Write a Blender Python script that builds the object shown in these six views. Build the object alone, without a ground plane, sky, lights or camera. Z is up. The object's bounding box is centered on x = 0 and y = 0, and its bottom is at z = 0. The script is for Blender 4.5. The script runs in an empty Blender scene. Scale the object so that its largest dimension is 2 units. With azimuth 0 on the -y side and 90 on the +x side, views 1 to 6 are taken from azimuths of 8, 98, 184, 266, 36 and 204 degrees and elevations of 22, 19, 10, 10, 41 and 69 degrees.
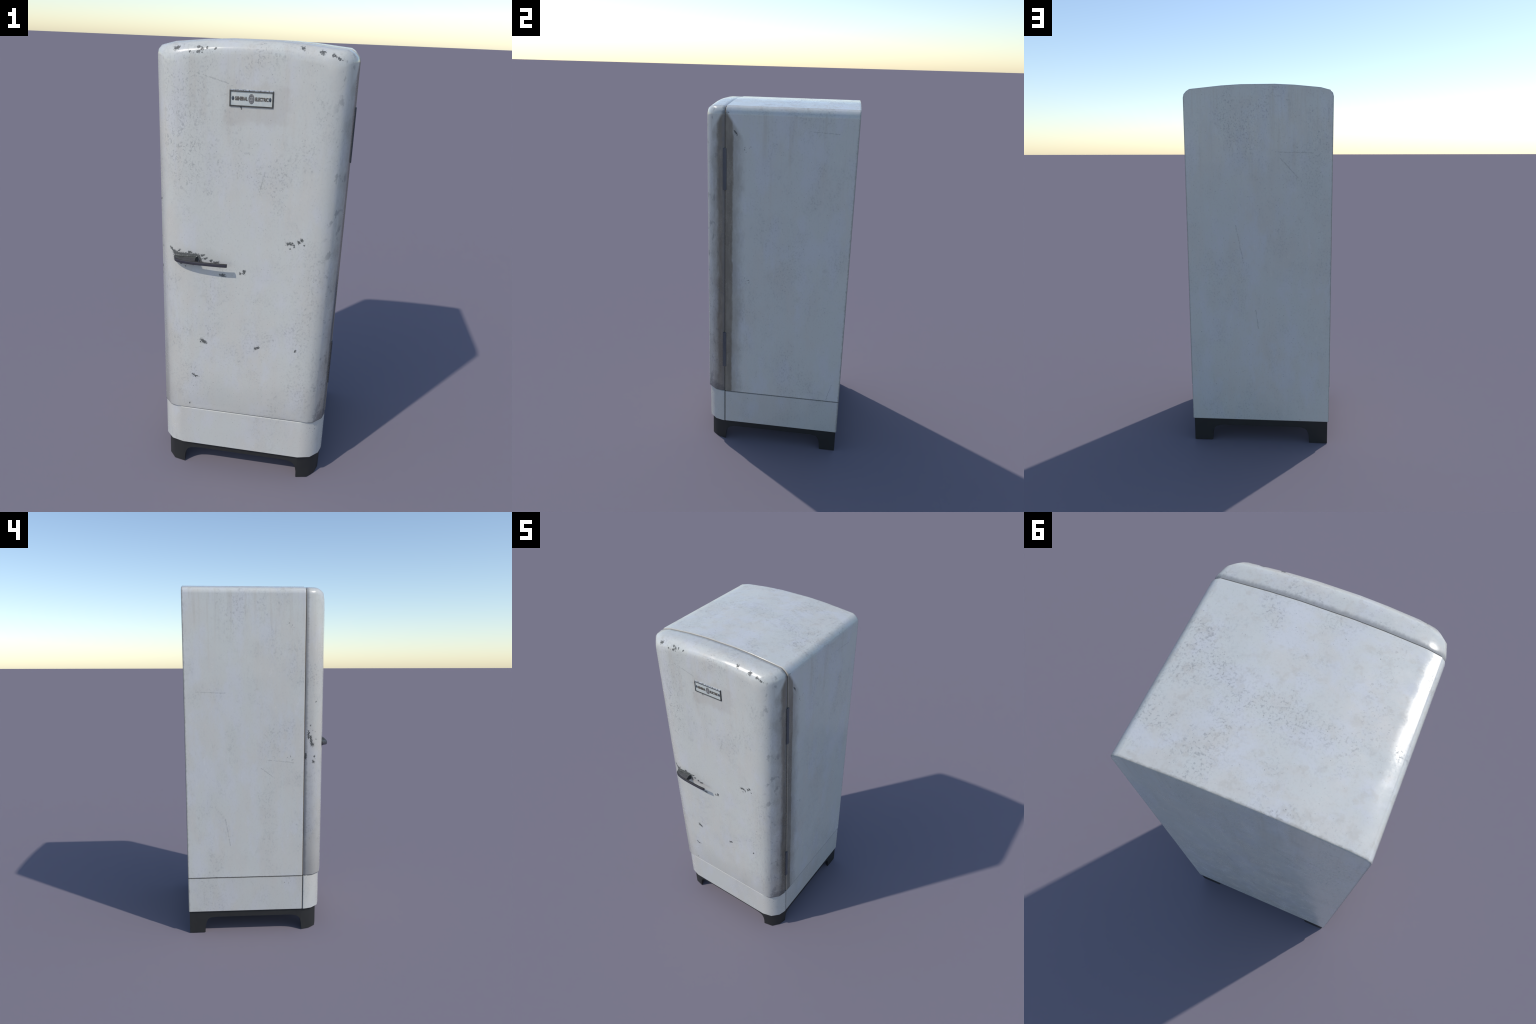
"""A tall old enamelled refrigerator: arched cabinet, pillow-shaped door with a
wedge handle and name badge, plinth panels and a black footed base."""
import bpy, bmesh, math, random
from mathutils import Vector
import numpy as np

random.seed(7)

# ------------------------------------------------------------------ dimensions
CX = -0.00125            # the hinges stick out on +x, so the cabinet sits a hair to -x
HW = 0.3943              # half width of cabinet
BACK = 0.4178            # back plane (y)
SEAM = -0.2515           # front face of the cabinet, where the door closes
DOOR_BACK = -0.2534
DOOR_FRONT = -0.3725
LOWER_FRONT = -0.3637
Z_BASE, Z_SPLIT = 0.1318, 0.3405

# ------------------------------------------------------------------ helpers
def polyline(points, xs):
    px, py = zip(*points)
    return np.interp(xs, px, py)

def crown(x):
    """Height of the arched top at x (its corner turn is handled by outline())."""
    pts = [(-0.395, 1.968), (-0.3262, 1.9812), (-0.192, 1.9945), (-0.0895, 2.0), (0.0877, 2.0),
           (0.190, 1.9945), (0.358, 1.9785), (0.395, 1.975)]
    return float(polyline(pts, x))

def outline(z_bottom):
    """Front-view outline of the cabinet (counter-clockwise from bottom left), relative to CX."""
    right = [(0.3943, 1.9345), (0.3900, 1.9525), (0.3765, 1.9675), (0.3590, 1.9783)]
    top = [(0.190, 1.9945), (0.0877, 2.0), (-0.0895, 2.0), (-0.192, 1.9945), (-0.3262, 1.9812)]
    left = [(-0.3760, 1.9680), (-0.3895, 1.9530), (-0.3943, 1.9350)]
    return [(-0.3943, z_bottom), (0.3943, z_bottom)] + right + top + left

def inset_outline(pts, d):
    """Offset a closed counter-clockwise outline inward by d."""
    n, out = len(pts), []
    for i in range(n):
        a, b, c = Vector(pts[i - 1]), Vector(pts[i]), Vector(pts[(i + 1) % n])
        e, f = (b - a).normalized(), (c - b).normalized()
        n1, n2 = Vector((-e.y, e.x)), Vector((-f.y, f.x))
        m = n1 + n2
        m /= max(0.3, m.dot(n1))
        out.append((b.x + m.x * d, b.y + m.y * d))
    return out

def new_object(name, verts, faces, material, parent=None, smooth=True, weighted=True, fix=False):
    me = bpy.data.meshes.new(name)
    me.from_pydata([tuple(v) for v in verts], [], faces)
    bm = bmesh.new(); bm.from_mesh(me)
    bmesh.ops.remove_doubles(bm, verts=bm.verts, dist=1e-6)
    if fix:
        bmesh.ops.recalc_face_normals(bm, faces=bm.faces)
    bm.to_mesh(me); bm.free()
    ob = bpy.data.objects.new(name, me)
    bpy.context.scene.collection.objects.link(ob)
    me.materials.append(material)
    for p in me.polygons:
        p.use_smooth = smooth
    if parent is not None:
        ob.parent = parent
    if weighted and smooth:
        m = ob.modifiers.new("weighted", "WEIGHTED_NORMAL")
        m.mode, m.weight, m.keep_sharp = "FACE_AREA", 80, True
    return ob

def loft(rings, cap_start=True, cap_end=True):
    n = len(rings[0])
    verts = [v for r in rings for v in r]
    faces = []
    for k in range(len(rings) - 1):
        for i in range(n):
            j = (i + 1) % n
            faces.append((k * n + i, k * n + j, (k + 1) * n + j, (k + 1) * n + i))
    if cap_start:
        faces.append(tuple(range(n - 1, -1, -1)))
    if cap_end:
        faces.append(tuple((len(rings) - 1) * n + i for i in range(n)))
    return verts, faces

def rounded_box(name, lo, hi, r, material, parent, segments=2):
    bm = bmesh.new()
    bmesh.ops.create_cube(bm, size=1)
    for v in bm.verts:
        v.co = Vector([(lo[i] + hi[i]) / 2 + v.co[i] * (hi[i] - lo[i]) for i in range(3)])
    if r:
        bmesh.ops.bevel(bm, geom=bm.edges[:], offset=r, segments=segments, affect="EDGES", profile=0.6)
    me = bpy.data.meshes.new(name); bm.to_mesh(me); bm.free()
    ob = bpy.data.objects.new(name, me)
    bpy.context.scene.collection.objects.link(ob)
    me.materials.append(material); ob.parent = parent
    for p in me.polygons:
        p.use_smooth = bool(r)
    if r:
        m = ob.modifiers.new("weighted", "WEIGHTED_NORMAL"); m.weight = 80
    return ob

# ------------------------------------------------------------------ node helpers
class Nodes:
    def __init__(self, name):
        self.mat = bpy.data.materials.new(name)
        self.mat.use_nodes = True
        self.t = self.mat.node_tree
        self.bsdf = self.t.nodes["Principled BSDF"]
        self.P = self.t.nodes.new("ShaderNodeTexCoord").outputs["Object"]
        self.N = self.t.nodes.new("ShaderNodeNewGeometry").outputs["Normal"]
        s = self.t.nodes.new("ShaderNodeSeparateXYZ"); self.link(self.P, s.inputs[0])
        self.x, self.y, self.z = s.outputs
        s = self.t.nodes.new("ShaderNodeSeparateXYZ"); self.link(self.N, s.inputs[0])
        self.nx, self.ny, self.nz = s.outputs

    def link(self, a, b):
        self.t.links.new(a, b)

    def put(self, sock, v):
        if hasattr(v, "is_output"):
            self.link(v, sock)
        else:
            sock.default_value = v

    def math(self, op, a, b=0.0, c=0.0, clamp=False):
        n = self.t.nodes.new("ShaderNodeMath"); n.operation = op; n.use_clamp = clamp
        for i, v in enumerate((a, b, c)):
            self.put(n.inputs[i], v)
        return n.outputs[0]

    def add(self, a, b): return self.math("ADD", a, b)
    def sub(self, a, b): return self.math("SUBTRACT", a, b)
    def mul(self, a, b): return self.math("MULTIPLY", a, b)

    def step(self, v, lo, hi, smooth=True):
        n = self.t.nodes.new("ShaderNodeMapRange")
        n.interpolation_type = "SMOOTHSTEP" if smooth else "LINEAR"
        n.clamp = True
        self.put(n.inputs["Value"], v)
        if lo <= hi:
            n.inputs["From Min"].default_value, n.inputs["From Max"].default_value = lo, hi
        else:
            n.inputs["From Min"].default_value, n.inputs["From Max"].default_value = hi, lo
            n.inputs["To Min"].default_value, n.inputs["To Max"].default_value = 1.0, 0.0
        return n.outputs["Result"]

    def noise(self, scale, detail=2.0, rough=0.5, stretch=(1, 1, 1), shift=(0, 0, 0), distort=0.0, vector=None):
        m = self.t.nodes.new("ShaderNodeMapping")
        m.inputs["Scale"].default_value, m.inputs["Location"].default_value = stretch, shift
        self.link(vector or self.P, m.inputs["Vector"])
        n = self.t.nodes.new("ShaderNodeTexNoise")
        n.inputs["Scale"].default_value, n.inputs["Detail"].default_value = scale, detail
        n.inputs["Roughness"].default_value, n.inputs["Distortion"].default_value = rough, distort
        self.link(m.outputs[0], n.inputs["Vector"])
        return n.outputs["Fac"]

    def warped(self, scale, amount, shift=(0, 0, 0)):
        """object position shaken by noise (three float noises, so no colour-to-vector step)"""
        c = self.t.nodes.new("ShaderNodeCombineXYZ")
        for i in range(3):
            n = self.noise(scale, 2.0, 0.5, shift=(shift[0] + 7.3 * i, shift[1] + 3.1 * i, shift[2]))
            self.link(self.math("MULTIPLY_ADD", n, amount, -0.5 * amount), c.inputs[i])
        w = self.t.nodes.new("ShaderNodeVectorMath"); w.operation = "ADD"
        self.link(c.outputs[0], w.inputs[0]); self.link(self.P, w.inputs[1])
        return w.outputs[0]

    def dots(self, scale, radius, share, shift=(0, 0, 0), stretch=(1, 1, 1), vector=None):
        """Sparse round specks: in a share of the Voronoi cells, a dot of given radius (in cell units)."""
        m = self.t.nodes.new("ShaderNodeMapping")
        m.inputs["Location"].default_value, m.inputs["Scale"].default_value = shift, stretch
        self.link(vector or self.P, m.inputs["Vector"])
        n = self.t.nodes.new("ShaderNodeTexVoronoi"); n.inputs["Scale"].default_value = scale
        self.link(m.outputs[0], n.inputs["Vector"])
        s = self.t.nodes.new("ShaderNodeSeparateColor"); self.link(n.outputs["Color"], s.inputs[0])
        r = self.mul(s.outputs[1], radius)
        ring = self.step(self.math("DIVIDE", n.outputs["Distance"], self.add(r, 0.02)), 1.0, 0.6)
        return self.mul(ring, self.math("LESS_THAN", s.outputs[0], share))

    def vec(self, op, a, b):
        v = self.t.nodes.new("ShaderNodeVectorMath"); v.operation = op
        self.put(v.inputs[0], a); self.put(v.inputs[1], b)
        return v.outputs["Value"] if op in ("LENGTH", "DOT_PRODUCT") else v.outputs[0]

    def dist(self, c, vector=None, scale=(1, 1, 1)):
        return self.vec("LENGTH", self.vec("MULTIPLY", self.vec("SUBTRACT", vector or self.P, c), scale), (0, 0, 0))

    def streak_dist(self, rel, ab, scale):
        """distance to the streak that runs from the origin of rel along ab (a point if ab is zero)"""
        if ab.length > 1e-6:
            t = self.math("ADD", self.vec("DOT_PRODUCT", rel, ab / ab.length_squared), 0.0, clamp=True)
            p = self.t.nodes.new("ShaderNodeVectorMath"); p.operation = "SCALE"
            p.inputs[0].default_value = ab; self.link(t, p.inputs["Scale"])
            rel = self.vec("SUBTRACT", rel, p.outputs[0])
        return self.vec("LENGTH", self.vec("MULTIPLY", rel, scale), (0, 0, 0))

    def mix(self, f, a, b):
        n = self.t.nodes.new("ShaderNodeMix"); n.data_type = "RGBA"
        self.put(n.inputs[0], f)
        for s, v in ((n.inputs[6], a), (n.inputs[7], b)):
            self.put(s, v if hasattr(v, "is_output") else (*v, 1.0))
        return n.outputs[2]

    def bump(self, h, strength, distance, normal=None):
        n = self.t.nodes.new("ShaderNodeBump")
        n.inputs["Strength"].default_value, n.inputs["Distance"].default_value = strength, distance
        self.link(h, n.inputs["Height"])
        if normal is not None:
            self.link(normal, n.inputs["Normal"])
        return n.outputs[0]

# chipped enamel: (start, end of the chipped streak, reach); a single point when both ends agree
def spot(x, z, r, dx=0.0, dz=0.0):
    return ((x, -0.372, z), (x + dx, -0.372, z + dz), r * 1.3, (1, 0.12, 1))
def side_spot(y, z, r, dy=0.0, dz=0.0):
    return ((-0.393, y, z), (-0.393, y + dy, z + dz), r * 1.4, (0.25, 1, 1))
DOOR_CHIPS = [
    # right of centre
    spot(0.2275, 1.2440, 0.0095), spot(0.2160, 1.2330, 0.0085), spot(0.1720, 1.2240, 0.0090, 0.016), spot(0.1980, 1.2200, 0.0055),
    spot(0.1830, 1.2020, 0.0045), spot(0.2000, 1.2110, 0.0040), spot(0.2390, 1.2220, 0.0042),
    # below the handle
    spot(-0.0080, 1.0700, 0.0060, 0.0020, 0.0120), spot(-0.0230, 1.0690, 0.0068), spot(-0.1080, 1.0550, 0.0085, 0.014, -0.002), spot(-0.0860, 1.0500, 0.0050),
    # lower door
    spot(-0.1900, 0.7270, 0.0100, 0.008, -0.006), spot(-0.1730, 0.7150, 0.0085), spot(-0.1940, 0.7150, 0.0055), spot(0.0570, 0.7140, 0.0080, 0.011, 0.004),
    spot(0.2349, 0.7240, 0.0068), spot(-0.2310, 0.5400, 0.0075, 0.006, -0.006), spot(-0.2200, 0.5310, 0.0060, 0.012, 0.0), spot(-0.2480, 0.3760, 0.0050),
    # rolled top edge
    spot(-0.2080, 1.9640, 0.0085), spot(-0.1940, 1.9600, 0.0075), spot(-0.2060, 1.9500, 0.0080), spot(-0.2400, 1.9470, 0.0052),
    spot(-0.1740, 1.9600, 0.0038, 0.0, 0.006), spot(-0.1440, 1.9580, 0.0034, 0.002, 0.007), spot(-0.1930, 1.9460, 0.0036), spot(-0.2250, 1.9430, 0.0026),
    spot(0.1800, 1.9755, 0.0080, 0.004), spot(0.2500, 1.9630, 0.0098, 0.006), spot(0.2930, 1.9570, 0.0070, 0.006, -0.003),
    spot(0.3120, 1.9490, 0.0052, 0.005, -0.006), spot(0.3270, 1.9420, 0.0034), spot(-0.2960, 1.9570, 0.0095, 0.008, 0.003),
    # latch side edge
    side_spot(-0.3230, 1.3600, 0.0055, 0.004, -0.003), side_spot(-0.2880, 1.1620, 0.0080, -0.005, -0.035), side_spot(-0.2990, 1.1170, 0.0125),
    side_spot(-0.2760, 1.1950, 0.0060, 0.0, -0.040), side_spot(-0.3200, 1.1480, 0.0060, -0.010, 0.0), side_spot(-0.3130, 1.0480, 0.0075),
    side_spot(-0.3180, 1.0350, 0.0040), side_spot(-0.3080, 1.0180, 0.0095), side_spot(-0.2600, 1.0650, 0.0060, 0.0, -0.025), side_spot(-0.2870, 1.2250, 0.0050),
    side_spot(-0.3000, 1.1950, 0.0045), side_spot(-0.3150, 1.1900, 0.0045),
    # enamel rubbed away round the handle
    spot(-0.3300, 1.1580, 0.0060, 0.018, -0.020), spot(-0.3110, 1.1360, 0.0110, 0.002, -0.022), spot(-0.3120, 1.1080, 0.0060, 0.012, -0.010),
    spot(-0.3070, 1.1345, 0.0105, 0.100, 0.000), spot(-0.2060, 1.1330, 0.0120, 0.006, -0.012), spot(-0.1990, 1.1180, 0.0120, 0.002, -0.012),
    spot(-0.2930, 1.1460, 0.0050, 0.006, 0.007), spot(-0.2480, 1.1450, 0.0060, 0.012, 0.000), spot(-0.1900, 1.1370, 0.0060, 0.008, 0.002),
    spot(-0.1800, 1.1200, 0.0050, 0.010, 0.006), spot(-0.1530, 1.1120, 0.0070, 0.004, 0.004), spot(-0.1350, 1.1080, 0.0070, 0.016, 0.003),
    spot(-0.2820, 1.0930, 0.0060), spot(-0.2620, 1.0830, 0.0050), spot(-0.2300, 1.0900, 0.0040),
    # nick under the badge
    spot(-0.0385, 1.7530, 0.0040, -0.001, 0.005),
]
BODY_CHIPS = [
    ((0.393, -0.2040, 1.8560), (0.393, -0.1950, 1.8450), 0.0070, (1, 1, 1)), ((0.393, -0.1900, 1.8370), (0.393, -0.1900, 1.8370), 0.0050, (1, 1, 1)),
    ((0.393, -0.2420, 1.9480), (0.393, -0.2360, 1.9480), 0.0055, (1, 1, 1)),
]

def enamel(name, chips=(), scratches=(), pepper=(), door=False, hinge_dirt=False, lower=False, back_dirt=False, stain=False):
    g = Nodes(name)
    # --- ground colour: cool white mottled with warm grey, drawn out vertically
    big = g.noise(4.2, 4, 0.55, (1, 1, 0.55))
    mid = g.noise(17, 4, 0.6, (1, 1, 0.45), (3, 1, 2))
    streak = g.noise(30, 3, 0.6, (1, 1, 0.06), (1, 5, 0))
    k = (1.0, 1.0, 1.0) if door else (0.965, 0.965, 0.975) if lower else (1.055, 1.06, 1.065)
    tone = lambda *c: tuple(a * b for a, b in zip(c, k))
    warm = g.step(g.add(g.add(g.mul(big, 0.62), g.mul(mid, 0.30)), g.mul(streak, 0.22)), 0.48, 0.70)
    col = g.mix(warm, tone(0.600, 0.596, 0.545), tone(0.604, 0.578, 0.520))
    cool = g.step(g.noise(8, 5, 0.62, (1, 1, 0.45), (8, 3, 6)), 0.46, 0.66)
    col = g.mix(cool, col, tone(0.607, 0.600, 0.582))
    fine = g.noise(160, 3, 0.65)
    col = g.mix(g.mul(g.step(fine, 0.50, 0.75), 0.10), col, (0.36, 0.35, 0.33))
    # --- streaks running down from the top
    if not lower:
        run = g.mul(g.step(streak, 0.52, 0.70), g.step(g.z, 1.35, 1.95))
        col = g.mix(g.mul(run, 0.28), col, (0.49, 0.45, 0.38))
    # --- soft grey curdled scuffs gathered in patches, plus a thin scatter everywhere
    curl = g.noise(115, 4, 0.66, (1, 1, 0.8), (7, 2, 4), 0.4)
    area = g.noise(5.0, 4, 0.65, (1, 1, 0.7), (11, 3, 8))
    gate = g.add(0.16, g.mul(g.step(area, 0.45, 0.62), 0.84))
    scuff = g.mul(g.step(curl, 0.505, 0.64), gate)
    col = g.mix(g.mul(g.step(area, 0.45, 0.70), 0.10), col, (0.40, 0.385, 0.355))
    col = g.mix(g.mul(scuff, g.add(0.42, g.mul(g.math("MAXIMUM", g.nz, 0.0), 0.12)) if door else g.add(0.36, g.mul(g.math("MAXIMUM", g.nz, 0.0), 0.12))), col, (0.235, 0.235, 0.230))
    blotch = g.mul(g.step(g.noise(24, 4, 0.65, (1, 1, 0.7), (2, 9, 5), 0.6), 0.58, 0.74), g.step(g.noise(6, 2, 0.5, shift=(5, 5, 5)), 0.48, 0.66))
    col = g.mix(g.mul(blotch, 0.22), col, (0.36, 0.335, 0.30))
    # --- scratches: broken lines
    rag2 = g.noise(130, 3, 0.6, shift=(6, 1, 2))
    if scratches:
        near, rel, at = None, g.warped(40, 0.006, (1, 2, 3)), Vector((0, 0, 0))
        for a, b in scratches:
            rel, at = g.vec("ADD", rel, at - Vector(a)), Vector(a)
            d = g.streak_dist(rel, Vector(b) - Vector(a), (1, 1, 1))
            near = d if near is None else g.math("MINIMUM", near, d)
        line = g.step(g.add(near, g.mul(g.sub(rag2, 0.45), 0.012)), 0.0040, 0.0008)
        col = g.mix(g.mul(line, 0.33), col, (0.20, 0.20, 0.195))
    # --- specks: a few black dots, many faint grey ones
    wp = g.warped(200, 0.009)
    sp = g.math("MAXIMUM", g.dots(52, 0.11, 0.10, vector=wp), g.mul(g.dots(105, 0.24, 0.30, (3, 4, 5), vector=wp), g.add(0.15, g.mul(area, 0.45))))
    col = g.mix(g.mul(sp, 0.70), col, (0.10, 0.10, 0.098))
    for c in pepper:
        r = g.dist(c)
        spray = g.mul(g.step(g.math("ABSOLUTE", g.sub(r, 0.012)), 0.016, 0.006), g.dots(125, 0.48, 0.50, c, vector=wp))
        col = g.mix(g.mul(spray, 0.65), col, (0.11, 0.11, 0.105))
    gloss = g.add(0.10, g.add(g.mul(scuff, 0.25), g.mul(g.add(g.step(mid, 0.35, 0.75), fine), 0.12)))

    dirt = None
    if hinge_dirt:
        # grime gathered on both sides of the hinge seam, +x side only
        wob = g.add(g.mul(g.sub(g.noise(9, 3, 0.6, (1, 1, 0.8)), 0.5), 0.030), g.mul(g.sub(g.noise(70, 3, 0.7, (1, 1, 0.4)), 0.5), 0.020))
        side = g.step(g.x, 0.300, 0.360)
        if door:
            core = g.step(g.add(g.y, g.mul(wob, 0.8)), -0.306, -0.284)
            haze = g.step(g.add(g.y, g.mul(wob, 2.4)), -0.352, -0.296)  # spread wide to grey the corner where it turns from the sun
        else:
            core = g.step(g.add(g.y, g.mul(wob, 0.6)), -0.206, -0.217)
            haze = g.step(g.add(g.y, g.mul(wob, 2.2)), -0.135, -0.208)
        tall = g.step(g.add(g.z, g.mul(g.math("ABSOLUTE", g.sub(g.y, -0.254)), 1.5)), 1.978, 1.945)
        dirt = g.mul(g.mul(side, tall), g.add(g.mul(core, 0.47), g.mul(haze, 0.53)))
        col = g.mix(dirt, col, g.mix(g.step(g.noise(30, 3, 0.6, (1, 1, 0.3), (2, 2, 6)), 0.4, 0.65), (0.215, 0.188, 0.148), (0.265, 0.235, 0.188)))
    if door:
        # rounded closing edge darkened in the colour for its unlit gradient
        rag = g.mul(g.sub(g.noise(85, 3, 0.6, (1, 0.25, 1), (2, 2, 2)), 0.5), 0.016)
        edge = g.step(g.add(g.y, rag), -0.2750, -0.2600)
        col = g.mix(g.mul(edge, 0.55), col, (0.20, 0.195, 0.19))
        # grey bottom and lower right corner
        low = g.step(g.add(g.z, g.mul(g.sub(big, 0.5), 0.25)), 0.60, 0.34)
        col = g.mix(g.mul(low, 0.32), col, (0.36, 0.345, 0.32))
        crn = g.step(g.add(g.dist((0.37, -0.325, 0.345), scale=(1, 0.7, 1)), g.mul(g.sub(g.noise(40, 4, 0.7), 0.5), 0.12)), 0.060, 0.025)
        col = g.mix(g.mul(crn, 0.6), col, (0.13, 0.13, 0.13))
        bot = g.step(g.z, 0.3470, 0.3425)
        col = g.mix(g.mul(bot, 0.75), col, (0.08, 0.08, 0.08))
        # rubbed grey flecks down the latch side and dark mottling on the hinge side
        flk = g.mul(g.step(g.noise(95, 3, 0.65, (1, 1, 0.7), (4, 4, 1), 1.0), 0.54, 0.62),
                    g.step(g.add(g.dist((-0.265, -0.37, 1.62), scale=(1, 1, 0.36)), g.mul(g.sub(area, 0.5), 0.16)), 0.115, 0.045))
        col = g.mix(g.mul(flk, 0.40), col, (0.24, 0.24, 0.235))
        mottle = g.mul(g.step(g.noise(26, 3, 0.6, (1, 1, 0.7), (8, 1, 1)), 0.57, 0.66), g.step(g.x, 0.30, 0.345))
        col = g.mix(g.mul(mottle, 0.40), col, (0.16, 0.165, 0.17))
        # dull smear round the handle
        smr = g.step(g.add(g.dist((-0.20, -0.372, 1.120), scale=(0.5, 1, 1.3)), g.mul(g.sub(mid, 0.5), 0.06)), 0.085, 0.030)
        col = g.mix(g.mul(smr, 0.22), col, (0.40, 0.375, 0.335))
    if stain:
        wob = g.mul(g.sub(g.noise(14, 4, 0.65, shift=(6, 6, 6)), 0.5), 0.10)
        bx = g.step(g.add(g.math("ABSOLUTE", g.sub(g.x, 0.025)), wob), 0.135, 0.095)
        bz = g.step(g.add(g.math("ABSOLUTE", g.sub(g.z, 1.765)), wob), 0.090, 0.055)
        col = g.mix(g.mul(g.mul(bx, bz), g.add(0.12, g.mul(mid, 0.36))), col, (0.44, 0.395, 0.345))
    if lower:
        # paler broken lip below the seam, dirt specks by the joints
        lip = g.mul(g.step(g.z, 0.3325, 0.3375), g.step(g.noise(60, 2, 0.5, (1, 1, 1)), 0.40, 0.6))
        col = g.mix(g.mul(lip, 0.35), col, (0.70, 0.66, 0.56))
    if not door:
        # dark line along the horizontal joint (not on the back sheet)
        joint = g.step(g.add(g.math("ABSOLUTE", g.sub(g.z, Z_SPLIT)), g.mul(g.sub(rag2, 0.5), 0.004)), 0.0060, 0.0030)
        col = g.mix(g.mul(g.mul(joint, g.step(g.math("ABSOLUTE", g.nx), 0.5, 0.9)), 0.6), col, (0.14, 0.135, 0.125))
    if back_dirt:
        rag = g.mul(g.sub(g.noise(48, 4, 0.7, shift=(5, 1, 1)), 0.5), 0.016)
        edge = g.step(g.add(g.y, rag), BACK - 0.0110, BACK - 0.0005)
        col = g.mix(g.mul(g.mul(edge, g.step(g.ny, 0.97, 0.80)), 0.62), col, (0.22, 0.205, 0.175))
        # edges of the back sheet
        rim = g.step(g.add(g.math("ABSOLUTE", g.sub(g.x, CX)), g.mul(rag, 0.5)), HW - 0.008, HW - 0.002)
        col = g.mix(g.mul(g.mul(rim, g.step(g.ny, 0.6, 0.9)), 0.45), col, (0.15, 0.145, 0.135))
    if not door:
        # seam-side lip, tinted beige
        lip = g.mul(g.step(g.y, SEAM + 0.0045, SEAM + 0.0015), g.math("GREATER_THAN", g.y, SEAM - 0.0008))
        col = g.mix(g.mul(lip, 0.55), col, (0.48, 0.42, 0.34))

    # --- chips down to dark iron
    height = g.mul(fine, 0.05)
    if chips:
        near, rel, at = None, g.warped(95, 0.010, (3, 3, 3)), Vector((0, 0, 0))
        for a, b, r, sc in chips:
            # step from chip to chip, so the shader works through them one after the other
            rel, at = g.vec("ADD", rel, at - Vector(a)), Vector(a)
            d = g.math("DIVIDE", g.streak_dist(rel, Vector(b) - Vector(a), sc), r)
            near = d if near is None else g.math("MINIMUM", near, d)
        rag = g.noise(190, 3, 0.7, shift=(1, 8, 2), distort=0.6)
        chip = g.step(g.add(g.sub(1.0, near), g.mul(g.sub(rag, 0.5), 3.0)), 0.34, 0.48)
        rim = g.step(near, 0.0, 0.9)
        col = g.mix(g.mul(chip, 0.92), col, g.mix(g.step(rag, 0.45, 0.6), (0.045, 0.047, 0.044), (0.100, 0.103, 0.097)))
        gloss = g.add(gloss, g.mul(chip, 0.35))
    g.link(col, g.bsdf.inputs["Base Color"])
    g.link(g.math("MINIMUM", gloss, 0.85), g.bsdf.inputs["Roughness"])
    g.bsdf.inputs["Specular IOR Level"].default_value = 0.5
    wave = g.noise(7, 2, 0.5, shift=(9, 9, 9))
    nrm = g.bump(wave, 0.10, 0.02)
    nrm = g.bump(height, 0.35, 0.0012, nrm)
    g.link(nrm, g.bsdf.inputs["Normal"])
    return g.mat

def plain(name, base, other, scale, rough, metallic=0.0, stretch=(1, 1, 1), bump=0.2, edge=None):
    g = Nodes(name)
    n = g.noise(scale, 5, 0.65, stretch)
    col = g.mix(g.step(n, 0.38, 0.66), base, other)
    if edge is not None:
        m = g.step(g.noise(scale * 3.1, 4, 0.7, stretch, (4, 4, 4)), 0.56, 0.66)
        col = g.mix(g.mul(m, 0.8), col, edge)
    g.link(col, g.bsdf.inputs["Base Color"])
    g.link(g.add(rough, g.mul(n, 0.2)), g.bsdf.inputs["Roughness"])
    g.bsdf.inputs["Metallic"].default_value = metallic
    g.link(g.bump(n, bump, 0.001), g.bsdf.inputs["Normal"])
    return g.mat

DOOR_SCRATCHES = [((0.3098, -0.3700, 1.3847), (0.3264, -0.3640, 1.3113)), ((0.0623, -0.3725, 1.5040), (0.0459, -0.3725, 1.4299)),
                  ((-0.3358, -0.3590, 1.9058), (-0.2028, -0.3725, 1.8711)), ((-0.1800, -0.3725, 1.8650), (-0.0893, -0.3725, 1.8414))]
BODY_SCRATCHES = [((-0.3955, 0.1976, 0.6949), (-0.3955, 0.1693, 0.5346)), ((-0.3955, -0.0083, 0.9862), (-0.3955, -0.0826, 0.9287)),
                  ((-0.3955, 0.3495, 1.4136), (-0.3955, 0.1892, 1.4076)), ((-0.3955, -0.0452, 1.0324), (-0.3955, -0.1935, 1.0156)),
                  ((0.393, 0.1945, 1.8666), (0.393, 0.3227, 1.8610)), ((0.393, 0.3424, 0.3499), (0.393, 0.3698, 0.4512)),
                  ((0.1245, 0.418, 1.2644), (0.0846, 0.418, 1.0576)), ((0.0189, 0.418, 0.7899), (0.0052, 0.418, 0.6861)),
                  ((-0.1190, 0.418, 1.6212), (-0.2141, 0.418, 1.5190)), ((-0.0932, 0.418, 1.6550), (-0.2905, 0.418, 1.6496))]
BODY_PEPPER = [(-0.3955, -0.168, 1.770), (-0.3955, -0.171, 1.037), (0.393, -0.138, 1.770), (0.393, -0.137, 1.049), (0.298, 0.418, 1.769), (0.302, 0.418, 1.042), (0.340, -0.118, 1.980)]
PLINTH_PEPPER = [(0.2975, 0.418, 0.312), (0.393, -0.134, 0.310), (-0.3955, -0.166, 0.304), (0.346, -0.345, 0.302)]
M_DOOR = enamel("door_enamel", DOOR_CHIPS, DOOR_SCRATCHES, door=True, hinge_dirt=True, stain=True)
M_BODY = enamel("cabinet_enamel", BODY_CHIPS, BODY_SCRATCHES, BODY_PEPPER, hinge_dirt=True, back_dirt=True)
M_LOWER = enamel("plinth_enamel", pepper=PLINTH_PEPPER, lower=True, back_dirt=True)
M_BASE = plain("black_base_paint", (0.017, 0.017, 0.0165), (0.021, 0.021, 0.020), 40, 0.5, bump=0.1)
M_GAP = plain("dark_gasket", (0.030, 0.029, 0.027), (0.045, 0.043, 0.040), 60, 0.8)
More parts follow.
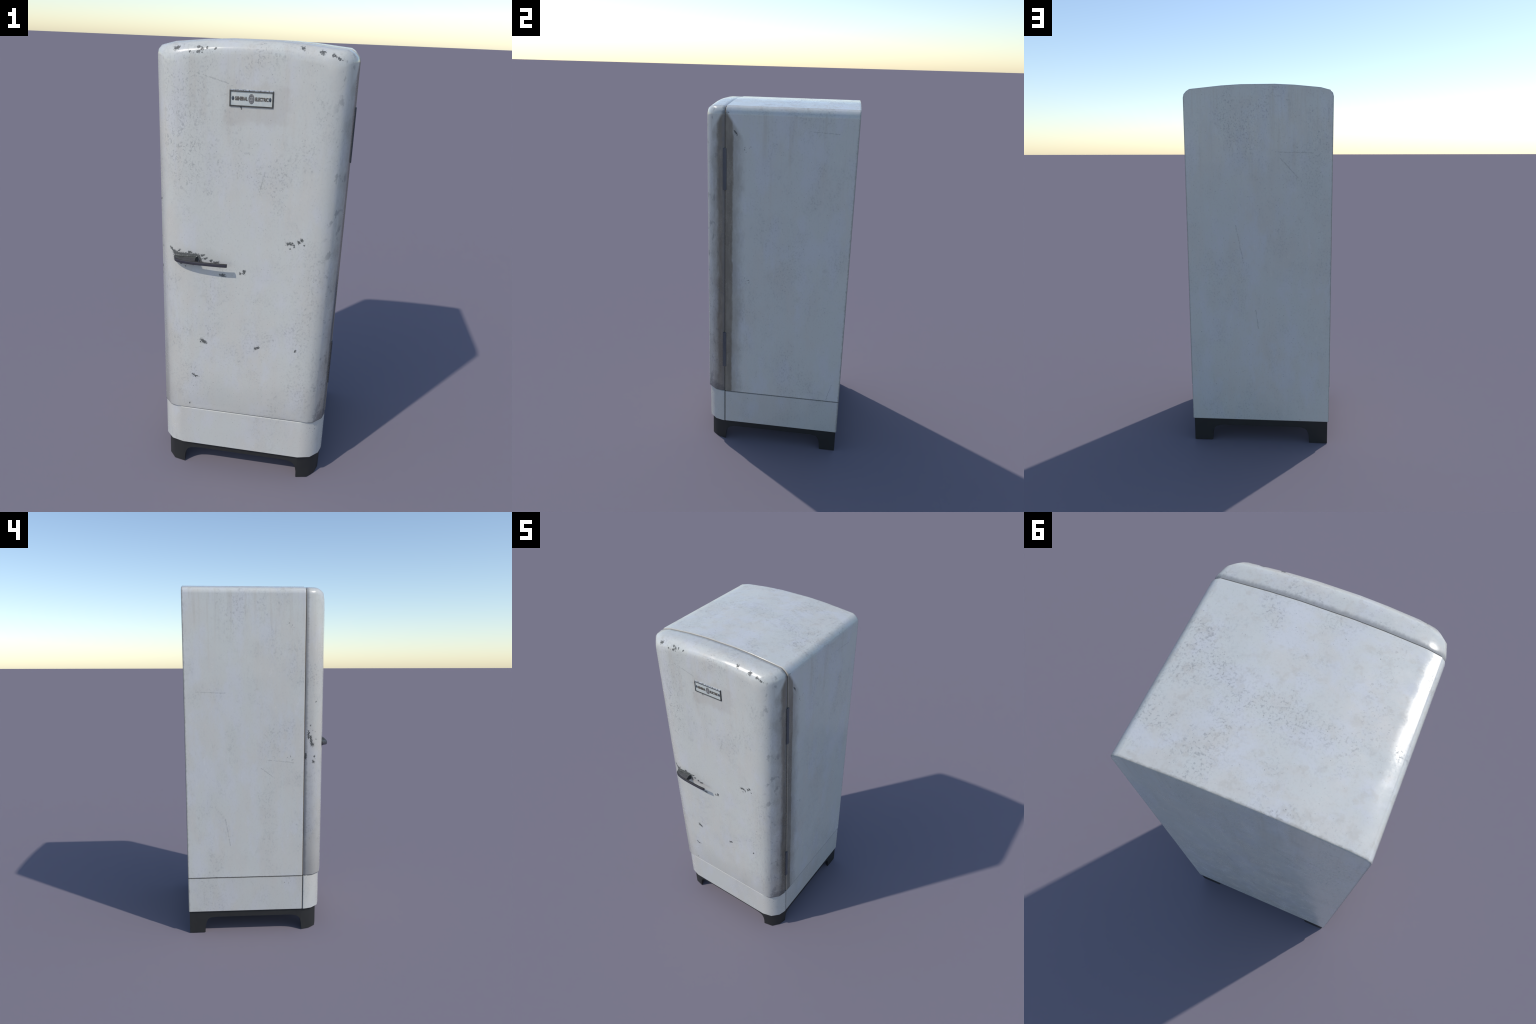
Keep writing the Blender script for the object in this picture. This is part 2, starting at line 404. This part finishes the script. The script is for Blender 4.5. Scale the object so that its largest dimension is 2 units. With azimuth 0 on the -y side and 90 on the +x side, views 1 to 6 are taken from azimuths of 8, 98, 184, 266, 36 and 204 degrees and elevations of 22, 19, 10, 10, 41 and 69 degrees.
M_HINGE = plain("hinge_steel", (0.085, 0.084, 0.095), (0.105, 0.102, 0.110), 30, 0.45, 0.0, (1, 1, 0.2))
M_BAR = plain("handle_front", (0.034, 0.031, 0.042), (0.045, 0.042, 0.052), 60, 0.45, 0.0, (0.3, 1, 1))
M_HANDLE = plain("handle_worn_metal", (0.020, 0.019, 0.017), (0.042, 0.041, 0.041), 70, 0.5, 0.0, (0.18, 1, 1), 0.4, (0.030, 0.022, 0.018))
def worn_handle():
    g = Nodes("handle_mount_metal")
    grain = g.noise(60, 5, 0.7, (0.22, 1, 1))
    col = g.mix(g.step(grain, 0.38, 0.64), (0.022, 0.020, 0.018), (0.052, 0.051, 0.052))
    col = g.mix(g.mul(g.step(g.noise(130, 4, 0.7, (0.5, 1, 1), (4, 4, 4)), 0.56, 0.66), 0.7), col, (0.045, 0.030, 0.022))
    dirt = g.step(g.add(g.y, g.mul(g.sub(g.noise(150, 4, 0.7), 0.5), 0.022)), -0.386, -0.375)
    col = g.mix(g.mul(dirt, 0.8), col, g.mix(g.step(grain, 0.45, 0.6), (0.018, 0.020, 0.016), (0.085, 0.092, 0.080)))
    g.link(col, g.bsdf.inputs["Base Color"])
    g.link(g.add(0.42, g.mul(grain, 0.3)), g.bsdf.inputs["Roughness"])
    g.link(g.bump(g.noise(120, 4, 0.7), 0.6, 0.002), g.bsdf.inputs["Normal"])
    return g.mat
M_MOUNT = worn_handle()
M_FRAME = plain("badge_frame", (0.065, 0.063, 0.055), (0.110, 0.106, 0.094), 90, 0.4, 0.1, edge=(0.04, 0.04, 0.036))
M_FRAME_PAINTED_LIT = plain("badge_painted_lit_bevel", (0.50, 0.52, 0.55), (0.20, 0.20, 0.19), 110, 0.35, 0.0, bump=0.3)
M_PLATE = plain("badge_plate", (0.52, 0.545, 0.515), (0.60, 0.595, 0.54), 60, 0.35, 0.0)
M_LETTER = plain("badge_lettering", (0.085, 0.070, 0.058), (0.16, 0.135, 0.105), 120, 0.5)
M_EMBLEM = plain("badge_emblem", (0.13, 0.125, 0.125), (0.20, 0.19, 0.185), 160, 0.4)
M_EMBLEM_HI = plain("badge_emblem_relief", (0.36, 0.35, 0.33), (0.24, 0.23, 0.22), 160, 0.4)
M_RIVET = plain("rivet_steel", (0.060, 0.075, 0.092), (0.10, 0.115, 0.13), 150, 0.4, 0.2)

# ------------------------------------------------------------------ the refrigerator
fridge = bpy.data.objects.new("refrigerator", None)
bpy.context.scene.collection.objects.link(fridge)
fridge["label"] = "tall worn white enamel refrigerator with arched top and black feet"
fridge["category"] = "refrigerator"

def ring(pts, y):
    return [(CX + x, y, z) for x, z in pts]

# --- cabinet: the outline drawn along y, edges rounded at front, back and bottom
def prism(pts, profile, name, mat, low=-9.0, high=9.0):
    rings = [ring([(x, min(max(z, low), high)) for x, z in inset_outline(pts, d)], y) for y, d in profile]
    v, f = loft(rings)
    return new_object(name, v, f, mat, fridge, fix=True)

cab_profile = [(SEAM, 0.0038), (SEAM + 0.0012, 0.0016), (SEAM + 0.0036, 0.0), (BACK - 0.0040, 0.0), (BACK - 0.0012, 0.0013), (BACK, 0.0040)]
cabinet = prism(outline(Z_SPLIT + 0.0025), cab_profile, "cabinet", M_BODY, low=Z_SPLIT + 0.0025)

lw = HW - 0.0018
low_pts = [(-lw, Z_BASE + 0.003), (-lw + 0.003, Z_BASE), (lw - 0.003, Z_BASE), (lw, Z_BASE + 0.003),
           (lw, Z_SPLIT - 0.0036), (lw - 0.0012, Z_SPLIT - 0.0025), (-lw + 0.0012, Z_SPLIT - 0.0025), (-lw, Z_SPLIT - 0.0036)]
plinth = prism(low_pts, cab_profile, "plinth_body", M_LOWER, high=Z_SPLIT - 0.0025)

# --- dark liner filling the seams a few millimetres inside
def seam_liner():
    pts = inset_outline(outline(Z_BASE + 0.01), 0.0065)
    v, f = loft([ring(pts, SEAM - 0.012), ring(pts, BACK - 0.0012)])
    new_object("seam_liner", v, f, M_GAP, fridge, smooth=False, fix=True)
seam_liner()
# --- the back is one plain sheet from the base to the arched top
def back_panel():
    pts = inset_outline(outline(Z_BASE), 0.0044)
    v, f = loft([ring(pts, BACK - 0.0020), ring(pts, BACK + 0.0002)])
    new_object("back_panel", v, f, M_BODY, fridge, smooth=False, fix=True)
back_panel()

# --- door: outlines stacked from the closing edge to the flat front
def smooth_at(pts, i, t):
    """Point at fraction t of the i-th span of the Catmull-Rom curve through the plan points."""
    q = [2 * Vector(pts[0]) - Vector(pts[1])] + [Vector(p) for p in pts]
    p0, p1, p2, p3 = q[i:i + 4]
    return 0.5 * (2 * p1 + (p2 - p0) * t + (2 * p0 - 5 * p1 + 4 * p2 - p3) * t * t + (3 * p1 - p0 - 3 * p2 + p3) * t ** 3)

# half width of the door against depth: a rounded front corner in four flats
DOOR_PLAN = [(DOOR_BACK, HW - 0.0020), (-0.2720, HW - 0.0024), (-0.3130, 0.3812), (-0.3562, 0.3418), (DOOR_FRONT, 0.2840), (DOOR_FRONT, 0.2240)]

def door_rings(plan, smooth=False):
    ys = [DOOR_BACK, -0.2560, -0.2630, -0.2720, -0.2850, -0.2990, -0.3130, -0.3290, -0.3430, -0.3562, -0.3620, -0.3664, -0.3695, -0.3714, DOOR_FRONT]
    base, rings = outline(0.0)[2:], []
    for y in ys:
        span = max(i for i in range(len(plan) - 2) if -y >= -plan[i][0] - 1e-9)
        f = (y - plan[span][0]) / (plan[span + 1][0] - plan[span][0])
        hw = plan[span][1] + f * (plan[span + 1][1] - plan[span][1])
        at = y
        if smooth:
            at, hw = smooth_at(plan, span, f)
        t = max(0.0, min(1.0, (-y + DOOR_FRONT + 0.060) / 0.060))
        drop = 0.0545 * (1 - math.sqrt(max(0.0, 1 - t * t)))       # top edge rolls over on an ellipse
        lip = float(np.interp(-y, [0.2534, 0.2560, 0.2630, 0.2720], [0.0030, 0.0020, 0.0008, 0.0]))
        rise = 0.019 * max(0.0, min(1.0, (-y - 0.3635) / 0.0090)) ** 1.4   # underside turns in to the plinth line
        zb, ratio = Z_SPLIT + 0.0020 + rise, hw / HW
        pts = [(-hw, zb), (hw, zb)] + [(x * ratio, z - 0.0022 - drop) for x, z in base]
        rings.append(ring(inset_outline(pts, lip) if lip else pts, at))
    rings.append([(x * 0.82, y, 1.10 + (z - 1.10) * 0.97) for x, y, z in rings[-1]])     # flat middle of the front
    return rings

def area_normals(verts, faces):
    n = [Vector((0, 0, 0)) for _ in verts]
    for f in faces:
        a = Vector((0, 0, 0))
        for i in range(len(f)):
            p, q = Vector(verts[f[i]]), Vector(verts[f[(i + 1) % len(f)]])
            a += p.cross(q)
        for i in f:
            n[i] += a
    return [v.normalized() for v in n]

dv, df = loft(door_rings(DOOR_PLAN))
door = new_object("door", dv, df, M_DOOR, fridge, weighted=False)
# shade the flats as one continuous roll: normals come from the smooth version of the plan
sv, sf = loft(door_rings(DOOR_PLAN, smooth=True))
door_normals = area_normals(sv, df)
n_ring = len(outline(0.0))
for i in range(len(sv) - 2 * n_ring, len(sv) - n_ring):      # let the roll start gently at the sides of the flat
    if abs(sv[i][0]) > 0.25:
        door_normals[i] = Vector((math.copysign(0.11, sv[i][0]), door_normals[i].y, door_normals[i].z)).normalized()
door.data.normals_split_custom_set_from_vertices([tuple(v) for v in door_normals])

# --- plinth front panel below the door (plan curve extruded upward)
def plan_curve():
    right = [(0.3925, DOOR_BACK + 0.0005), (0.3925, -0.2600), (0.3905, -0.2720), (0.3790, -0.3085), (0.3410, -0.3483), (0.2840, LOWER_FRONT)]
    return right + [(-x, y) for x, y in reversed(right)]
def plinth_front():
    pts = plan_curve()
    lv = [(Z_BASE, 0.0025), (Z_BASE + 0.0025, 0.0), (Z_SPLIT - 0.0050, 0.0), (Z_SPLIT - 0.0018, 0.0014), (Z_SPLIT - 0.0005, 0.0045)]
    rings = []
    for z, d in lv:
        q = inset_outline([(x, y) for x, y in reversed(pts)], d)
        rings.append([(CX + x, y, z) for x, y in q])
    v, f = loft(rings)
    return new_object("plinth_front", v, f, M_LOWER, fridge, fix=True)
plinth_front()

# --- black base: one skirt with an arched cut-out on each side, walls flaring inward with height
def base():
    FX, FB, FF = 0.3850, 0.4135, -0.3475
    arch_f = [(0.2810, 0.0), (0.2795, 0.0350), (0.2760, 0.0560), (0.2690, 0.0735), (0.2575, 0.0850), (0.2345, 0.0925), (0.2050, 0.0948)]
    # outer plan, counter-clockwise seen from above, with height of the lower edge
    p = []
    for x, h in [(-a, b) for a, b in arch_f]: p.append((x, FF, h))
    for x, h in reversed(arch_f): p.append((x, FF, h))
    p += [(0.2830, FF, 0), (0.3350, -0.3360, 0), (0.3690, -0.2970, 0), (0.3815, -0.2560, 0)]
    arch_s = [(-0.2500, 0.0), (-0.2470, 0.0380), (-0.2430, 0.0620), (-0.2350, 0.0770), (-0.2210, 0.0870), (-0.1960, 0.0940), (-0.1700, 0.0952)]
    arch_b = [(0.3230, 0.0), (0.3200, 0.0380), (0.3160, 0.0580), (0.3085, 0.0780), (0.2960, 0.0890), (0.2690, 0.0945), (0.2400, 0.0952)]
    for i, (y, h) in enumerate(arch_s): p.append((FX if i > 1 else 0.3835 + 0.001 * i, y, h))
    for y, h in reversed(arch_b): p.append((FX, y, h))
    p += [(FX, FB, 0)]
    for x, h in arch_f: p.append((x, FB, h))
    for x, h in reversed(arch_f): p.append((-x, FB, h))
    p += [(-FX, FB, 0)]
    for y, h in arch_b: p.append((-FX, y, h))
    for i, (y, h) in enumerate(reversed(arch_s)): p.append((-FX if i < 5 else -0.3835 - 0.001 * (6 - i), y, h))
    p += [(-0.3815, -0.2560, 0), (-0.3690, -0.2970, 0), (-0.3350, -0.3360, 0), (-0.2830, FF, 0)]
    n = len(p)
    flat = [(x, y) for x, y, _ in p]
    top = Z_BASE + 0.006
    def inner(i, d):
        x, y = flat[i]
        on_side, on_end = abs(x) > 0.36, y < -0.29 or y > FB - 0.001
        return (x - math.copysign(d, x) if on_side else x), (y - math.copysign(d, y) if on_end else y)
    wall = lambda h: 0.006 + min(0.62 * h, 0.060)
    v = []
    for i, (x, y, h) in enumerate(p):
        a, b = inner(i, wall(h)), inner(i, wall(top))
        v += [(CX + x, y, top), (CX + x, y, h), (CX + a[0], a[1], h), (CX + b[0], b[1], top)]
    f = []
    for i in range(n):
        j = (i + 1) % n
        for k in range(4):
            l = (k + 1) % 4
            f.append((4 * i + k, 4 * i + l, 4 * j + l, 4 * j + k))
    ob = new_object("base", v, f, M_BASE, fridge, fix=True, weighted=False)
    ob.data.set_sharp_from_angle(angle=math.radians(38))
    return ob
base()

# --- hinges on the +x side
for z0, z1 in ((1.5525, 1.7685), (0.5090, 0.7260)):
    rounded_box("hinge", (0.3800, -0.2632, z0), (0.3957, -0.2450, z1), 0.0012, M_HINGE, fridge)

# ------------------------------------------------------------------ handle (child of the door)
def handle():
    # plan of the outer face: leaves the door at the latch side, swings out and runs parallel to the front
    spine = [(-0.3130, -0.3640), (-0.3110, -0.3760), (-0.3060, -0.3870), (-0.2965, -0.3955), (-0.2820, -0.4020), (-0.2600, -0.4072),
             (-0.2300, -0.4115), (-0.1950, -0.4145), (-0.1500, -0.4168), (-0.1100, -0.4177), (-0.0735, -0.4165)]
    z0 = lambda x: 1.1052 + 0.0030 * max(0.0, (x + 0.24) / 0.17)
    hgt, dep, r = 0.0130, 0.0105, 0.0014
    rings = []
    n = len(spine)
    for i, (x, y) in enumerate(spine):
        a, b = Vector(spine[max(0, i - 1)]), Vector(spine[min(n - 1, i + 1)])
        t = (b - a).normalized(); inn = Vector((-t.y, t.x))   # points back to the door
        if inn.y < 0: inn = -inn
        d = dep if i > 0 else dep * 0.8
        sec = [(0, r), (r, 0), (d - r, 0), (d, r), (d, hgt - r), (d - r, hgt), (r, hgt), (0, hgt - r)]
        rings.append([(x + inn.x * u, y + inn.y * u, z0(x) + w) for u, w in sec])
    v, f = loft(rings)
    bar = new_object("handle", v, f, M_BAR, door, fix=True)
    # the worn web behind it: wedge sloping up from the bar to the door
    st = [(-0.3110, 0.0), (-0.3060, 0.0), (-0.2960, 0.0), (-0.2800, 0.0), (-0.2600, 0.0), (-0.2400, 0.0), (-0.2250, 0.0), (-0.2130, 1.0)]
    rings = []
    for x, e in st:
        yo = float(np.interp(x, [p[0] for p in spine], [p[1] for p in spine]))
        zt, zb = z0(x) + hgt - 0.0002, 1.1008
        front = min(yo + 0.0012, -0.372)
        grow = min(1.0, (x + 0.3135) / 0.012)
        top = zt + (1.1345 - zt) * grow
        xd = x + 0.008 * e
        yin = -0.3625
        yb = front + 0.008 + 0.006 * e          # bar side of the fork
        rings.append([(x, front, z0(x) + 0.0016), (x, front, zt - 0.0012), (x + 0.0, front + 0.0016, zt), (x - 0.003 * e, (yb + yin) / 2, zt + (top - zt) * 0.42), (xd, yin + 0.004, top - 0.0008),
                      (xd, yin, top), (xd, yin, zb), ((x + xd) / 2, (yb + yin) / 2, zb + 0.0006), (x, front + 0.006, z0(x) + 0.0008)])
    v, f = loft(rings)
    web = new_object("handle_mount", v, f, M_MOUNT, door, fix=True, weighted=False)
    web.data.set_sharp_from_angle(angle=math.radians(35))
    # slim worn cap along the top of the bar
    rings = []
    for i, (x, y) in enumerate(spine[2:]):
        d = dep
        rings.append([(x, y + 0.0010, z0(x) + hgt - 0.0010), (x, y + 0.0016, z0(x) + hgt + 0.0007),
                      (x, y + d - 0.0012, z0(x) + hgt + 0.0007), (x, y + d - 0.0004, z0(x) + hgt - 0.0010)])
    v, f = loft(rings)
    new_object("handle_cap", v, f, M_HANDLE, door, fix=True, weighted=False, smooth=False)
handle()

# ------------------------------------------------------------------ badge (child of the door)
BX, BZ, BW, BH = CX + 0.0012, 1.7890, 0.0855, 0.0310
def badge():
    y0 = DOOR_FRONT
    def frame(name, w, h, t, ya, yb, mat, slope=0.0016):
        """rectangular frame, outer half size w x h, bar width t, from depth ya to yb, outer faces sloping in"""
        def rect(a, b, y): return [(BX - a, y, BZ - b), (BX + a, y, BZ - b), (BX + a, y, BZ + b), (BX - a, y, BZ + b)]
        rr = [rect(w, h, ya), rect(w - slope, h - slope, yb), rect(w - t, h - t, yb), rect(w - t, h - t, ya)]
        v, f = loft(rr, False, False)
        f += [(12 + i, 12 + (i + 1) % 4, (i + 1) % 4, i) for i in range(4)]
        return new_object(name, v, f, mat, door, fix=True, smooth=False)
    frame("badge_frame", BW, BH, 0.0060, y0 + 0.001, y0 - 0.0048, M_FRAME, 0.0030)
    # pale strips modelled for the sunlit top bevel, in broken lengths
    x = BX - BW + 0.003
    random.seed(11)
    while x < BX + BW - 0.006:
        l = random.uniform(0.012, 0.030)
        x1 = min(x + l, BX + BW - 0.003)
        rounded_box("painted_lit_strip", (x, y0 - 0.0049, BZ + BH - 0.0026), (x1, y0 + 0.001, BZ + BH + 0.0022), 0.0004, M_FRAME_PAINTED_LIT, door, 1)
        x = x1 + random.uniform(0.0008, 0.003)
    rounded_box("badge_plate", (BX - BW + 0.004, y0 - 0.0022, BZ - BH + 0.004), (BX + BW - 0.004, y0 + 0.001, BZ + BH - 0.004), 0.0, M_PLATE, door)
    # rivets: tall ovals
    for sx in (-1, 1):
        bm = bmesh.new()
        bmesh.ops.create_uvsphere(bm, u_segments=20, v_segments=12, radius=1.0)
        for v in bm.verts:
            v.co = Vector((BX + sx * 0.0712 + v.co.x * 0.0047, y0 - 0.0022 + v.co.y * 0.0028, BZ + 0.0005 + v.co.z * 0.0082))
        me = bpy.data.meshes.new("rivet"); bm.to_mesh(me); bm.free()
        ob = bpy.data.objects.new("rivet", me); bpy.context.scene.collection.objects.link(ob)
        me.materials.append(M_RIVET); ob.parent = door
        for p in me.polygons: p.use_smooth = True
    # raised words, tall and narrow
    def word(text, x0, x1, z, h, name, mat, y, depth):
        cu = bpy.data.curves.new(name, "FONT")
        cu.body, cu.extrude, cu.offset, cu.align_x, cu.align_y = text, 0.1, 0.046, "LEFT", "BOTTOM"
        tmp = bpy.data.objects.new(name, cu); bpy.context.scene.collection.objects.link(tmp)
        bpy.context.view_layer.update()
        me = bpy.data.meshes.new_from_object(tmp.evaluated_get(bpy.context.evaluated_depsgraph_get()))
        bpy.data.objects.remove(tmp)
        co = np.array([v.co[:] for v in me.vertices])
        lo, hi = co.min(0), co.max(0)
        for v in me.vertices:
            u = (np.array(v.co[:]) - lo) / (hi - lo)
            v.co = (x0 + u[0] * (x1 - x0), y - u[2] * depth, z + (u[1] - 0.5) * h)
        me.materials.clear(); me.materials.append(mat)
        ob = bpy.data.objects.new(name, me); bpy.context.scene.collection.objects.link(ob)
        ob.parent = door
        return ob
    yp = y0 - 0.0018
    word("GENERAL", BX - 0.0640, BX - 0.0145, BZ + 0.0002, 0.0142, "lettering", M_LETTER, yp, 0.0016)
    word("ELECTRIC", BX + 0.0145, BX + 0.0655, BZ + 0.0002, 0.0142, "lettering", M_LETTER, yp, 0.0016)
    # oval emblem: disc, ring, monogram and four curls
    def oval(name, rx, rz, ya, yb, mat):
        n = 40
        mk = lambda a, b, y: [(BX + a * math.cos(2 * math.pi * i / n), y, BZ + b * math.sin(2 * math.pi * i / n)) for i in range(n)]
        v, f = loft([mk(rx, rz, ya), mk(rx * 0.97, rz * 0.97, yb)])
        return new_object(name, v, f, mat, door, fix=True, weighted=False, smooth=False)
    oval("emblem", 0.0116, 0.0186, yp + 0.001, yp - 0.0012, M_EMBLEM)
    def tube(pts, r, name):
        cu = bpy.data.curves.new(name, "CURVE"); cu.dimensions = "3D"; cu.bevel_depth = r; cu.bevel_resolution = 1
        sp = cu.splines.new("POLY"); sp.points.add(len(pts) - 1)
        for q, c in zip(sp.points, pts): q.co = (*c, 1)
        tmp = bpy.data.objects.new(name, cu); bpy.context.scene.collection.objects.link(tmp)
        bpy.context.view_layer.update()
        me = bpy.data.meshes.new_from_object(tmp.evaluated_get(bpy.context.evaluated_depsgraph_get()))
        bpy.data.objects.remove(tmp)
        me.materials.clear(); me.materials.append(M_EMBLEM_HI)
        ob = bpy.data.objects.new(name, me); bpy.context.scene.collection.objects.link(ob); ob.parent = door
    ye = yp - 0.0014
    tube([(BX + 0.0092 * math.cos(a), ye, BZ + 0.0150 * math.sin(a)) for a in np.linspace(0, 2 * math.pi, 41)], 0.00045, "emblem_ring")
    for k in range(4):
        a0 = math.pi / 4 + k * math.pi / 2
        pts = []
        for s in np.linspace(0, 1, 14):
            a, q = a0 + 2.2 * s, 1.02 - 0.22 * math.sin(math.pi * s)
            pts.append((BX + 0.0108 * q * math.cos(a), ye, BZ + 0.0173 * q * math.sin(a)))
        tube(pts, 0.00035, "emblem_curl")
    word("GE", BX - 0.0062, BX + 0.0062, BZ, 0.0155, "monogram", M_EMBLEM_HI, yp - 0.0010, 0.0010)
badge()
